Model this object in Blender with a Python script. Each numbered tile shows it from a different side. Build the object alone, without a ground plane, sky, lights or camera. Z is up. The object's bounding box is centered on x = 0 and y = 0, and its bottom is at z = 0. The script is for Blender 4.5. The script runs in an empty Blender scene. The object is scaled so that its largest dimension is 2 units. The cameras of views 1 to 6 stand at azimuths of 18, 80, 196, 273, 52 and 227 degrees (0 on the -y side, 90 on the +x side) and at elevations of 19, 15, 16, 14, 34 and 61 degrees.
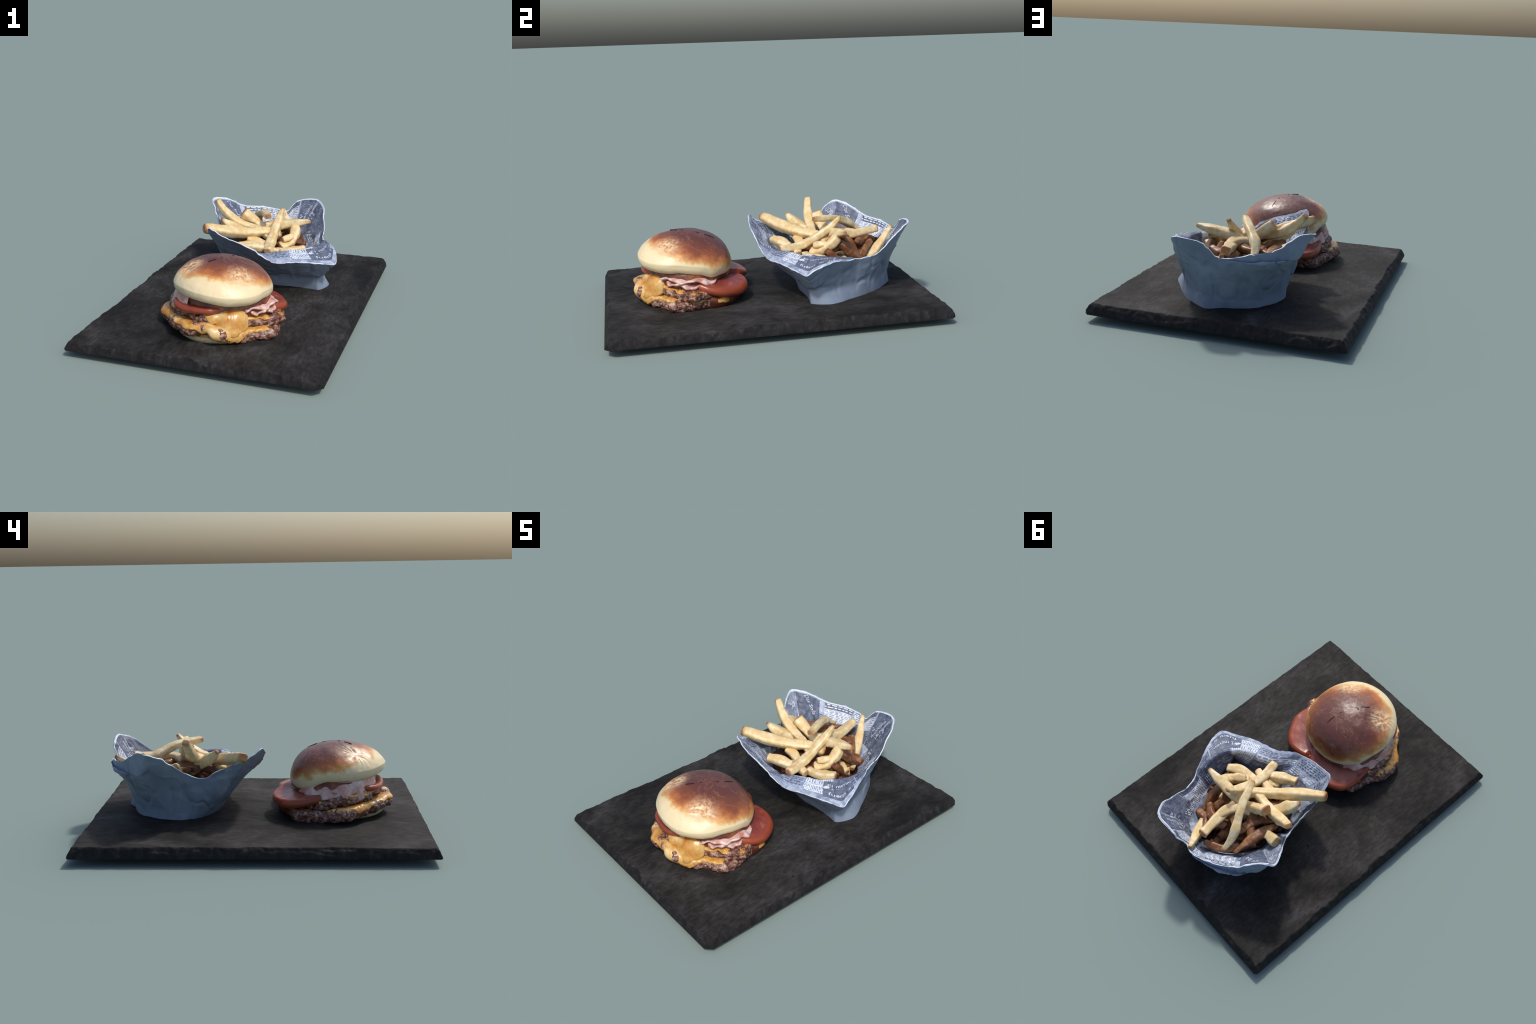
# Hamburger and a paper-wrapped portion of french fries on a slate serving board.
import bpy, bmesh, math, random
import numpy as np
from mathutils import Vector, Matrix

random.seed(7)
RNG = np.random.default_rng(7)

# ------------------------------------------------------------------ noise
def _hash(ix, iy, iz, seed):
    h = (ix.astype(np.int64) * 374761393 + iy.astype(np.int64) * 668265263 + iz.astype(np.int64) * 2147483647 + seed * 1274126177) & 0xFFFFFFFF
    h = ((h ^ (h >> 13)) * 1274126177) & 0xFFFFFFFF
    h = ((h ^ (h >> 16)) * 2246822519) & 0xFFFFFFFF
    return ((h ^ (h >> 15)) & 0xFFFFFF) / float(0xFFFFFF)

def vnoise(P, scale, seed=0):
    """smooth value noise in -1..1 at points P (n,3)"""
    Q = P * scale + 100.0
    i = np.floor(Q); f = Q - i; f = f * f * f * (f * (f * 6 - 15) + 10)
    i = i.astype(np.int64); out = np.zeros(len(P))
    for dx in (0, 1):
        for dy in (0, 1):
            for dz in (0, 1):
                w = (f[:, 0] if dx else 1 - f[:, 0]) * (f[:, 1] if dy else 1 - f[:, 1]) * (f[:, 2] if dz else 1 - f[:, 2])
                out += w * _hash(i[:, 0] + dx, i[:, 1] + dy, i[:, 2] + dz, seed)
    return out * 2 - 1

def fbm(P, scale, octaves=4, seed=0, gain=0.5):
    a, s, out, tot = 1.0, scale, 0.0, 0.0
    for o in range(octaves):
        out = out + a * vnoise(P, s, seed + o * 17); tot += a
        a *= gain; s *= 2.03
    return out / tot

def worley(P, scale, seed=0):
    """distance to the nearest cell point (0..~1)"""
    Q = P * scale + 100.0
    i = np.floor(Q).astype(np.int64); best = np.full(len(P), 9.0)
    for dx in (-1, 0, 1):
        for dy in (-1, 0, 1):
            for dz in (-1, 0, 1):
                c = i + np.array([dx, dy, dz])
                px = c[:, 0] + _hash(c[:, 0], c[:, 1], c[:, 2], seed)
                py = c[:, 1] + _hash(c[:, 0], c[:, 1], c[:, 2], seed + 1)
                pz = c[:, 2] + _hash(c[:, 0], c[:, 1], c[:, 2], seed + 2)
                d = (Q[:, 0] - px) ** 2 + (Q[:, 1] - py) ** 2 + (Q[:, 2] - pz) ** 2
                best = np.minimum(best, d)
    return np.sqrt(best)

def smoothstep(a, b, x):
    t = np.clip((x - a) / (b - a), 0, 1); return t * t * (3 - 2 * t)

def periodic(table, phi):
    """smooth periodic interpolation of a table of (angle in degrees, value, value...)"""
    t = np.array(sorted(table), float); a = np.radians(t[:, 0]); n = len(a)
    phi = np.mod(np.asarray(phi, float) - a[0], 2 * np.pi) + a[0]
    k = np.clip(np.searchsorted(a, phi, side='right') - 1, 0, n - 1)
    a1 = np.append(a, a[0] + 2 * np.pi)
    f = (phi - a[k]) / (a1[k + 1] - a[k]); out = []
    for c in range(1, t.shape[1]):
        v = t[:, c]
        p0, p1, p2, p3 = v[(k - 1) % n], v[k], v[(k + 1) % n], v[(k + 2) % n]
        out.append(p1 + 0.5 * f * (p2 - p0 + f * (2 * p0 - 5 * p1 + 4 * p2 - p3 + f * (3 * (p1 - p2) + p3 - p0))))
    return out[0] if len(out) == 1 else out

# ------------------------------------------------------------------ mesh helpers
def mesh_object(name, verts, faces, mat, parent=None, smooth=True, origin=None):
    me = bpy.data.meshes.new(name)
    v = np.asarray(verts, float)
    if origin is not None: v = v - np.array(origin)
    me.from_pydata(v.tolist(), [], [list(map(int, f)) for f in faces])
    me.update()
    for m in (mat if isinstance(mat, (list, tuple)) else [mat]): me.materials.append(m)
    if smooth: me.polygons.foreach_set('use_smooth', [True] * len(me.polygons))
    ob = bpy.data.objects.new(name, me)
    bpy.context.collection.objects.link(ob)
    if origin is not None: ob.location = origin
    if parent is not None:
        ob.parent = parent
        ob.location = Vector(ob.location) - parent.location
    return ob

def empty(name, loc, label, category):
    e = bpy.data.objects.new(name, None); e.location = loc
    bpy.context.collection.objects.link(e)
    e["label"] = label; e["category"] = category
    return e

def grid_faces(nu, nv, wrap_u=True, flip=False):
    """faces of a grid stored v-major: index = j*nu + i"""
    f = []
    for j in range(nv - 1):
        for i in range(nu if wrap_u else nu - 1):
            a, b = j * nu + i, j * nu + (i + 1) % nu
            q = (a, b, b + nu, a + nu)
            f.append(q[::-1] if flip else q)
    return f

def grid_normals(G, wrap_u=True):
    """G (nv,nu,3) -> unit normals du x dv"""
    if wrap_u: du = np.roll(G, -1, 1) - np.roll(G, 1, 1)
    else: du = np.gradient(G, axis=1)
    dv = np.gradient(G, axis=0)
    n = np.cross(du, dv); l = np.linalg.norm(n, axis=2, keepdims=True); l[l < 1e-12] = 1
    return n / l

# ------------------------------------------------------------------ material helpers
class Mat:
    def __init__(self, name, rough=0.6, spec=0.4):
        self.m = bpy.data.materials.new(name); self.m.use_nodes = True
        self.t = self.m.node_tree; self.n = self.t.nodes
        self.b = self.n['Principled BSDF']
        self.b.inputs['Roughness'].default_value = rough
        self.b.inputs['Specular IOR Level'].default_value = spec
        self.co = self.n.new('ShaderNodeTexCoord')
    def link(self, a, b): self.t.links.new(a, b)
    def put(self, node, key, val):
        if val is None: return
        if hasattr(val, 'is_linked') or isinstance(val, bpy.types.NodeSocket): self.link(val, node.inputs[key])
        else: node.inputs[key].default_value = val
    def mapped(self, scale=(1, 1, 1), rot=(0, 0, 0), loc=(0, 0, 0), src='Object'):
        mp = self.n.new('ShaderNodeMapping'); self.link(self.co.outputs[src], mp.inputs['Vector'])
        mp.inputs['Scale'].default_value = scale; mp.inputs['Rotation'].default_value = rot; mp.inputs['Location'].default_value = loc
        return mp.outputs['Vector']
    def noise(self, scale, detail=4, rough=0.55, vec=None, dist=0.0):
        x = self.n.new('ShaderNodeTexNoise'); x.inputs['Scale'].default_value = scale
        x.inputs['Detail'].default_value = detail; x.inputs['Roughness'].default_value = rough; x.inputs['Distortion'].default_value = dist
        self.link(vec if vec is not None else self.co.outputs['Object'], x.inputs['Vector'])
        return x.outputs['Fac']
    def voronoi(self, scale, vec=None, feature='F1'):
        x = self.n.new('ShaderNodeTexVoronoi'); x.feature = feature; x.inputs['Scale'].default_value = scale
        self.link(vec if vec is not None else self.co.outputs['Object'], x.inputs['Vector'])
        return x.outputs['Distance']
    def math(self, op, a, b=None, c=None, clamp=False):
        x = self.n.new('ShaderNodeMath'); x.operation = op; x.use_clamp = clamp
        self.put(x, 0, a); self.put(x, 1, b); self.put(x, 2, c)
        return x.outputs[0]
    def ramp(self, fac, stops):
        x = self.n.new('ShaderNodeValToRGB'); e = x.color_ramp.elements
        while len(e) < len(stops): e.new(0.5)
        for k, (p, c) in enumerate(stops):
            e[k].position = p; e[k].color = (*c, 1) if len(c) == 3 else c
        self.link(fac, x.inputs[0]); return x.outputs['Color']
    def mask(self, fac, lo, hi):
        x = self.n.new('ShaderNodeMapRange'); x.interpolation_type = 'SMOOTHSTEP'
        self.put(x, 'Value', fac); x.inputs['From Min'].default_value = lo; x.inputs['From Max'].default_value = hi
        return x.outputs['Result']
    def mix(self, fac, a, b, mode='MIX'):
        x = self.n.new('ShaderNodeMix'); x.data_type = 'RGBA'; x.blend_type = mode
        self.put(x, 0, fac)
        for k, v in ((6, a), (7, b)):
            if isinstance(v, (tuple, list)): x.inputs[k].default_value = (*v, 1) if len(v) == 3 else v
            else: self.link(v, x.inputs[k])
        return x.outputs[2]
    def near(self, p, r0, r1):
        """1 inside radius r0 of point p (object coordinates), 0 outside r1"""
        x = self.n.new('ShaderNodeVectorMath'); x.operation = 'DISTANCE'
        self.link(self.co.outputs['Object'], x.inputs[0]); x.inputs[1].default_value = p
        return self.mask(x.outputs['Value'], r1, r0)
    def axis(self, n, src='Object'):
        x = self.n.new('ShaderNodeVectorMath'); x.operation = 'DOT_PRODUCT'
        self.link(self.co.outputs[src], x.inputs[0]); x.inputs[1].default_value = n
        return x.outputs['Value']
    def color(self, c):
        if isinstance(c, (tuple, list)): self.b.inputs['Base Color'].default_value = (*c, 1)
        else: self.link(c, self.b.inputs['Base Color'])
    def rough(self, fac): self.link(fac, self.b.inputs['Roughness'])
    def bump(self, h, strength=0.3, dist=0.01):
        x = self.n.new('ShaderNodeBump'); x.inputs['Strength'].default_value = strength; x.inputs['Distance'].default_value = dist
        self.link(h, x.inputs['Height']); self.link(x.outputs['Normal'], self.b.inputs['Normal'])

def build_materials():
    M = {}
    # --- slate: dark grey-brown stone with paler smears, fine stretched grain
    m = Mat('slate_stone', 0.75, 0.2)
    big = m.noise(4.0, 7, 0.66, m.mapped((1, 0.8, 1)), 0.4)
    fine = m.noise(60, 5, 0.65, m.mapped((1.0, 0.35, 1), (0, 0, 0.5)))
    c = m.ramp(big, [(0.32, (0.008, 0.0078, 0.008)), (0.44, (0.018, 0.0168, 0.0158)), (0.53, (0.030, 0.0278, 0.0255)), (0.62, (0.043, 0.0405, 0.040)), (0.74, (0.066, 0.063, 0.069))])
    c = m.mix(m.mask(fine, 0.35, 0.75), m.mix(1.0, c, (0.60, 0.60, 0.60), 'MULTIPLY'), m.mix(1.0, c, (1.22, 1.22, 1.22), 'MULTIPLY'))
    spots = m.noise(14, 3, 0.6)
    c = m.mix(m.mask(spots, 0.66, 0.74), c, (0.016, 0.015, 0.015))
    m.color(c); m.bump(fine, 0.35, 0.006); M['slate'] = m.m
    # broken edge of the slate
    m = Mat('slate_broken_edge', 0.7, 0.2)
    v = m.noise(26, 6, 0.7, m.mapped((1, 1, 0.35)))
    m.color(m.ramp(v, [(0.3, (0.005, 0.005, 0.006)), (0.55, (0.016, 0.015, 0.016)), (0.75, (0.042, 0.039, 0.040))]))
    m.bump(v, 0.5, 0.008); M['slate_edge'] = m.m

    # --- bun crust (object coordinates are centred on the dome)
    m = Mat('baked_bun_crust', 0.38, 0.5)
    n1 = m.noise(9, 5, 0.6); n2 = m.noise(38, 4, 0.6, None, 0.6)
    h = m.axis((0.04, 0.30, 1.0))
    h = m.math('ADD', h, m.math('MULTIPLY', m.math('SUBTRACT', n1, 0.5), 0.10))
    h = m.math('ADD', h, m.math('MULTIPLY', m.math('SUBTRACT', n2, 0.5), 0.03))
    c = m.ramp(m.mask(h, 0.0, 0.20), [(0.0, (0.78, 0.66, 0.42)), (0.22, (0.80, 0.66, 0.40)), (0.36, (0.66, 0.36, 0.12)), (0.52, (0.47, 0.17, 0.055)), (0.72, (0.25, 0.075, 0.030)), (0.95, (0.125, 0.043, 0.034))])
    d = m.math('MAXIMUM', m.near((0.150, -0.120, 0.130), 0.02, 0.125), m.near((-0.175, -0.088, 0.145), 0.02, 0.125))
    d = m.math('MULTIPLY', d, m.mask(n2, 0.34, 0.58))
    c = m.mix(m.math('MULTIPLY', d, 0.85), c, (0.80, 0.62, 0.38))
    vein = m.mask(m.math('ABSOLUTE', m.math('SUBTRACT', m.noise(6, 5, 0.7, None, 0.6), 0.5)), 0.012, 0.0)
    c = m.mix(m.math('MULTIPLY', vein, 0.22), c, (0.62, 0.36, 0.18))
    m.color(c); m.bump(n2, 0.12, 0.01); M['bun'] = m.m
    m = Mat('bread_crumb', 0.8, 0.2)
    n = m.noise(40, 5, 0.7)
    m.color(m.ramp(n, [(0.3, (0.42, 0.33, 0.17)), (0.6, (0.66, 0.57, 0.36))])); m.bump(n, 0.6, 0.01); M['crumb'] = m.m
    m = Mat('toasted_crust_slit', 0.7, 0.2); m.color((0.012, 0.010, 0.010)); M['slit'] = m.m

    # --- beef
    m = Mat('grilled_beef', 0.33, 0.5)
    v = m.voronoi(52); n = m.noise(30, 6, 0.72); n3 = m.noise(80, 3, 0.6)
    c = m.ramp(n, [(0.30, (0.070, 0.022, 0.015)), (0.44, (0.17, 0.070, 0.048)), (0.56, (0.36, 0.215, 0.165)), (0.70, (0.64, 0.52, 0.45))])
    c = m.mix(m.mask(v, 0.45, 0.75), c, (0.10, 0.030, 0.020))
    m.color(c); m.bump(n3, 0.8, 0.008); M['beef'] = m.m
    # --- cheese
    m = Mat('melted_cheese', 0.28, 0.5)
    n = m.noise(8, 4, 0.6, None, 0.5); n2 = m.noise(30, 3)
    c = m.ramp(n, [(0.30, (0.24, 0.075, 0.012)), (0.42, (0.48, 0.21, 0.035)), (0.56, (0.62, 0.36, 0.105)), (0.72, (0.77, 0.60, 0.33))])
    m.color(c); m.bump(n2, 0.25, 0.01); M['cheese'] = m.m
    # --- brown sauce inside burger, darkened for the gloom between layers
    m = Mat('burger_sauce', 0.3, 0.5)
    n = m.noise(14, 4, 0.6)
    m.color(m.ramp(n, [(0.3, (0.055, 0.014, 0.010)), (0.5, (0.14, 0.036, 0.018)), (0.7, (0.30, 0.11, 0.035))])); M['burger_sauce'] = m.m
    # --- tomato: wet red flesh, orange skin at the rim (object origin = slice centre)
    m = Mat('tomato_flesh', 0.30, 0.5)
    n = m.noise(16, 4, 0.6)
    r = m.n.new('ShaderNodeVectorMath'); r.operation = 'LENGTH'; m.link(m.mapped((1, 1, 0)), r.inputs[0])
    c = m.ramp(n, [(0.3, (0.17, 0.030, 0.023)), (0.55, (0.26, 0.054, 0.038)), (0.78, (0.37, 0.13, 0.09))])
    c = m.mix(m.mask(r.outputs['Value'], 0.165, 0.205), c, (0.29, 0.058, 0.024))
    m.color(c); m.bump(n, 0.2, 0.01); M['tomato'] = m.m
    # --- ham
    m = Mat('cooked_ham', 0.35, 0.5)
    n = m.noise(20, 4, 0.6, None, 0.5)
    m.color(m.ramp(n, [(0.3, (0.50, 0.19, 0.15)), (0.5, (0.62, 0.38, 0.33)), (0.7, (0.76, 0.62, 0.58))])); M['ham'] = m.m

    # --- fries (Generated x runs along the fry)
    def fry(name, pale, mid, tip, rough):
        m = Mat(name, rough, 0.45)
        n = m.noise(24, 4, 0.6); n2 = m.noise(70, 3, 0.6)
        info = m.n.new('ShaderNodeObjectInfo')
        g = m.axis((1, 0, 0), 'Generated')
        e = m.math('MULTIPLY', m.math('ABSOLUTE', m.math('SUBTRACT', g, 0.5)), 2.0)
        e = m.math('ADD', e, m.math('MULTIPLY', m.math('SUBTRACT', n, 0.5), 0.25))
        c = m.mix(m.mask(n, 0.38, 0.68), mid, pale)
        c = m.mix(m.math('MULTIPLY', info.outputs['Random'], 0.35), c, mid)
        c = m.mix(m.mask(e, 0.86, 1.02), c, tip)
        m.color(c); m.bump(n2, 0.25, 0.005); return m.m
    M['fry'] = fry('fried_potato', (0.80, 0.70, 0.46), (0.66, 0.48, 0.225), (0.30, 0.12, 0.04), 0.42)
    M['fry_brown'] = fry('sauce_coated_potato', (0.38, 0.20, 0.085), (0.17, 0.060, 0.022), (0.10, 0.030, 0.014), 0.40)
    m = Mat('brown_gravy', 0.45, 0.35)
    n = m.noise(12, 4, 0.6)
    m.color(m.ramp(n, [(0.3, (0.016, 0.006, 0.004)), (0.52, (0.055, 0.018, 0.009)), (0.75, (0.19, 0.070, 0.026))])); M['gravy'] = m.m  # ramp lowered to the shading seen deep in the basket

    # --- paper
    m = Mat('paper_plain_side', 0.55, 0.3)
    n = m.noise(7, 4, 0.6)
    m.color(m.ramp(n, [(0.3, (0.16, 0.205, 0.275)), (0.6, (0.225, 0.28, 0.37)), (0.8, (0.30, 0.32, 0.385))])); M['paper_out'] = m.m  # blue-grey taken darker toward the shade on the outer wrap
    m = Mat('paper_printed_side', 0.5, 0.35)
    n = m.noise(9, 6, 0.7, None, 0.5); n2 = m.noise(55, 4, 0.7)
    c = m.ramp(n, [(0.28, (0.12, 0.15, 0.23)), (0.45, (0.22, 0.27, 0.38)), (0.58, (0.38, 0.44, 0.57)), (0.75, (0.62, 0.70, 0.84))])
    c = m.mix(m.mask(n2, 0.5, 0.72), c, m.mix(1.0, c, (1.5, 1.5, 1.5), 'MULTIPLY'))
    m.color(c); M['paper_in'] = m.m
    def ink(name, c0, c1):
        m = Mat(name, 0.5, 0.35); n = m.noise(30, 4, 0.7)
        m.color(m.ramp(n, [(0.35, c0), (0.65, c1)])); return m.m
    M['ink_dark'] = ink('dark_newsprint', (0.055, 0.070, 0.115), (0.15, 0.18, 0.26))
    M['ink_mid'] = ink('grey_newsprint', (0.14, 0.17, 0.24), (0.27, 0.31, 0.40))
    M['ink_light'] = ink('pale_newsprint', (0.52, 0.59, 0.71), (0.72, 0.79, 0.90))
    return M
M = build_materials()

# ================================================================== SLATE BOARD
HX, HY, Z_EDGE, Z_TOP = 0.745, 1.0, 0.042, 0.0955
def build_slate():
    nx, ny = 260, 346
    xs = np.linspace(-HX, HX, nx); ys = np.linspace(-HY, HY, ny)
    # crowd the grid lines toward the rims, where the stone is broken
    xs = HX * np.sign(xs) * (1 - (1 - np.abs(xs) / HX) ** 1.25)
    ys = HY * np.sign(ys) * (1 - (1 - np.abs(ys) / HY) ** 1.25)
    X, Y = np.meshgrid(xs, ys); P = np.c_[X.ravel(), Y.ravel(), np.zeros(X.size)]
    # outline: straight sawn base, cropped corners
    x, y = P[:, 0].copy(), P[:, 1].copy()
    for sx, sy, cut in ((1, -1, 0.035), (-1, -1, 0.012), (1, 1, 0.022), (-1, 1, 0.014)):
        over = np.maximum(0, (sx * x / HX > 0) * (sy * y / HY > 0) * ((sx * x - HX) + (sy * y - HY) + cut))
        x -= sx * over * 0.5; y -= sy * over * 0.5
    d = np.minimum(HX - np.abs(P[:, 0]), HY - np.abs(P[:, 1]))
    chip = fbm(P, 7, 4, 3)                      # ragged width of the broken chamfer
    width = 0.031 + 0.009 * chip + 0.004 * vnoise(P, 24, 9)
    width = np.maximum(width, 0.018); rag = 0.034 + 0.030 * chip + 0.014 * vnoise(P, 24, 9)
    t = np.clip(d / width, 0, 1)
    terr = t + 0.10 * np.sin(t * 9 + 6 * vnoise(P, 10, 21)) * (1 - t) * t * 2
    ztop = Z_TOP + 0.006 * smoothstep(-0.6, 0.9, P[:, 1])     # slightly warped slab
    z = Z_EDGE + (ztop - Z_EDGE) * np.clip(terr, 0, 1) ** 0.7
    z += (t > 0) * (t < 1) * 0.006 * fbm(P, 38, 3, 5) * np.minimum(1, t * 4)
    top = smoothstep(0.9, 1.0, t)
    S = np.c_[P[:, 0] * 1.0, P[:, 1] * 0.5, P[:, 2]]
    z += top * (0.0035 * fbm(P, 2.2, 3, 30) + 0.0018 * fbm(S, 26, 3, 31))
    V = np.c_[x, y, z]; n = len(V)
    faces = grid_faces(nx, ny, False)
    Vb = np.c_[x, y, np.full(n, Z_EDGE - 0.001)]
    # underside: flat sheet joined along the border
    verts = np.vstack([V, Vb])
    faces += [tuple(a + n for a in f[::-1]) for f in faces]
    border = [i for i in range(nx)] + [j * nx + nx - 1 for j in range(1, ny)] + [(ny - 1) * nx + i for i in range(nx - 2, -1, -1)] + [j * nx for j in range(ny - 2, 0, -1)]
    for a, b in zip(border, border[1:] + border[:1]): faces.append((a, a + n, b + n, b))
    board = empty('slate_board', (0, 0, 0), 'dark rectangular slate serving board with rough broken edges', 'serving board')
    ob = mesh_object('slate_slab', verts, faces, [M['slate'], M['slate_edge']], board)
    tv = np.clip(d / np.maximum(rag, 0.010), 0, 1)
    mi = np.zeros(len(ob.data.polygons), int)
    for k, f in enumerate(faces):
        if k >= len(faces) // 2 or sum(tv[a % n] for a in f) < 3.55: mi[k] = 1
    ob.data.polygons.foreach_set('material_index', mi.tolist())
build_slate()

# ================================================================== HAMBURGER
BC = np.array([0.030, -0.480, 0.0])          # vertical axis of the burger
burger = empty('hamburger', (0.030, -0.480, 0.092), 'double cheeseburger with glossy browned bun, tomato and ham', 'hamburger')

def ring_body(name, section, mat, n_phi=240, center=BC, disp=None, origin=None, parent=burger, phi0=0.0, phi1=2 * math.pi):
    """loft a closed section(phi)->list of (r,z) around a vertical axis"""
    full = abs(phi1 - phi0 - 2 * math.pi) < 1e-6
    phis = np.linspace(phi0, phi1, n_phi, endpoint=not full)
    G = []
    for p in phis:
        s = np.array(section(p)); G.append(np.c_[center[0] + s[:, 0] * math.cos(p), center[1] + s[:, 0] * math.sin(p), s[:, 1]])
    G = np.array(G).transpose(1, 0, 2)        # (section, phi, 3)
    G = np.concatenate([G, G[:1]], 0)
    nv, nu = G.shape[:2]
    Nn = grid_normals(G, full)
    if ((G - G.mean(0, keepdims=True)) * Nn).sum() < 0: Nn = -Nn     # outward
    V = G.reshape(-1, 3)
    if disp is not None: V = V + disp(V, Nn.reshape(-1, 3))
    faces = grid_faces(nu, nv, full)
    if not full:
        for i, fl in ((0, False), (nu - 1, True)):
            loop = [j * nu + i for j in range(nv - 1)]; faces.append(loop[::-1] if fl else loop)
    ob = mesh_object(name, V, faces, mat, parent, True, origin if origin is not None else tuple(center + np.array([0, 0, 0.09])))
    bm = bmesh.new(); bm.from_mesh(ob.data); bmesh.ops.remove_doubles(bm, verts=bm.verts, dist=1e-5)
    bmesh.ops.recalc_face_normals(bm, faces=bm.faces); bm.to_mesh(ob.data); bm.free()
    ob.data.polygons.foreach_set('use_smooth', [True] * len(ob.data.polygons))
    return ob

# --- top bun: a slightly tilted dome (half axes 0.292/0.301/0.191) over a soft rounded rim
DC = np.array([0.029, -0.494, 0.320]); DA = np.array([0.292, 0.301, 0.191])
DR = np.array([[0.888, -0.446, 0.112], [0.447, 0.894, 0.013], [-0.106, 0.039, 0.994]])
RIM = [(-141, .338), (-120, .345), (-100, .344), (-85, .338), (-67, .328), (-50, .322), (-31, .318), (-15, .318), (0, .309), (17, .294), (32, .270), (50, .268), (75, .260), (100, .256), (125, .262), (145, .285), (160, .320), (175, .328)]
def build_top_bun():
    nphi, ndome, nround = 220, 70, 22
    Mi = DR.T / DA[:, None]                    # world offset -> unit sphere
    rows = []
    phis = np.linspace(-math.pi, math.pi, nphi, endpoint=False)
    zrim = periodic(RIM, phis)
    A = DR @ np.diag(DA ** 2) @ DR.T
    def radius_at(phi, z):
        """horizontal radius of the tilted ellipsoid at height z in direction phi"""
        cz = (z - DC[2]) / A[2, 2]; cx, cy = A[0, 2] * cz, A[1, 2] * cz      # slice centre drifts with the tilt
        u = np.stack([np.cos(phi), np.sin(phi), 0 * phi], 1); w = np.stack([cx, cy, z - DC[2]], 1)
        U = u @ Mi.T; W = w @ Mi.T
        a = (U * U).sum(1); b = (U * W).sum(1); c = (W * W).sum(1) - 1
        return (-b + np.sqrt(np.maximum(b * b - a * c, 0))) / a, DC[0] + cx, DC[1] + cy
    apex = DC + A[:, 2] / math.sqrt(A[2, 2])
    zlow = zrim + 0.048                        # the dome ends here, then it rounds under
    for k in range(ndome + 1):
        s = k / ndome; lam = (1 - s) * math.pi / 2
        z = zlow + (apex[2] - zlow) * math.sin(lam)
        z = np.minimum(z, apex[2] - 1e-5)
        r, cx, cy = radius_at(phis, z)
        rows.append(np.stack([cx + r * np.cos(phis), cy + r * np.sin(phis), z], 1))
    rl, lx, ly = radius_at(phis, zlow)
    for k in range(1, nround + 1):
        a = k / nround * math.pi / 2
        r = rl - 0.055 * (1 - math.cos(a)) ** 1.3
        z = zlow - 0.062 * math.sin(a)
        rows.append(np.stack([lx + r * np.cos(phis), ly + r * np.sin(phis), z], 1))
    for f in (0.75, 0.5, 0.25, 0.02):
        r = (rl - 0.055) * f
        rows.append(np.stack([lx * f + DC[0] * (1 - f) + r * np.cos(phis), ly * f + DC[1] * (1 - f) + r * np.sin(phis), f * (zlow - 0.062) + (1 - f) * 0.295], 1))
    G = np.array(rows); N = -grid_normals(G)
    out = G - DC; flip = (N * out).sum(2).mean() < 0
    if flip: N = -N
    V = G.reshape(-1, 3); n = N.reshape(-1, 3); L = V - DC
    # hand-shaped irregularities: two pinched dimples with radiating puckers, a flatter flank, soft lumps
    disp = 0.006 * fbm(V, 5, 3, 40) + 0.0022 * fbm(V, 22, 3, 41)
    for c, depth, rad in (((0.184, -0.606, 0.456), 0.013, 0.075), ((-0.145, -0.578, 0.472), 0.014, 0.070)):
        q = V - np.array(c); dist = np.linalg.norm(q, axis=1)
        g = np.exp(-(dist / rad) ** 2)
        ang = np.arctan2(q[:, 2], q[:, 0] * 0.7 - q[:, 1] * 0.7)
        disp += -depth * g + 0.0045 * np.sin(ang * 9 + 4 * vnoise(V, 12, 44)) * g * smoothstep(0.01, 0.05, dist)
    ph = np.arctan2(L[:, 1], L[:, 0])
    flank = np.exp(-((ph - math.radians(48)) / 0.5) ** 2) * np.exp(-((V[:, 2] - 0.43) / 0.05) ** 2)
    side = np.exp(-((ph - math.radians(-3)) / 0.35) ** 2) * np.exp(-((V[:, 2] - 0.35) / 0.04) ** 2)
    back = np.exp(-((ph - math.radians(45)) / 0.4) ** 2) * np.exp(-((V[:, 2] - 0.32) / 0.05) ** 2)
    rear = np.exp(-((ph - math.radians(88)) / 0.5) ** 2) * np.exp(-((V[:, 2] - 0.37) / 0.07) ** 2)
    disp += 0.004 * flank - 0.006 * side + 0.006 * back - 0.011 * rear
    V = V + n * disp[:, None]
    nu, nv = nphi, len(rows)
    faces = grid_faces(nu, nv, True, True)
    faces.append(tuple(range(nu))); faces.append(tuple((nv - 1) * nu + i for i in range(nu))[::-1])
    ob = mesh_object('top_bun', V, faces, [M['bun'], M['crumb']], burger, True, tuple(DC))
    bm = bmesh.new(); bm.from_mesh(ob.data); bmesh.ops.remove_doubles(bm, verts=bm.verts, dist=1e-5)
    bmesh.ops.recalc_face_normals(bm, faces=bm.faces); bm.to_mesh(ob.data); bm.free()
    zc = np.array([p.center.z for p in ob.data.polygons]); nz = np.array([p.normal.z for p in ob.data.polygons])
    ob.data.polygons.foreach_set('material_index', ((nz < -0.75)).astype(int).tolist())
    ob.data.polygons.foreach_set('use_smooth', [True] * len(ob.data.polygons))
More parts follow.
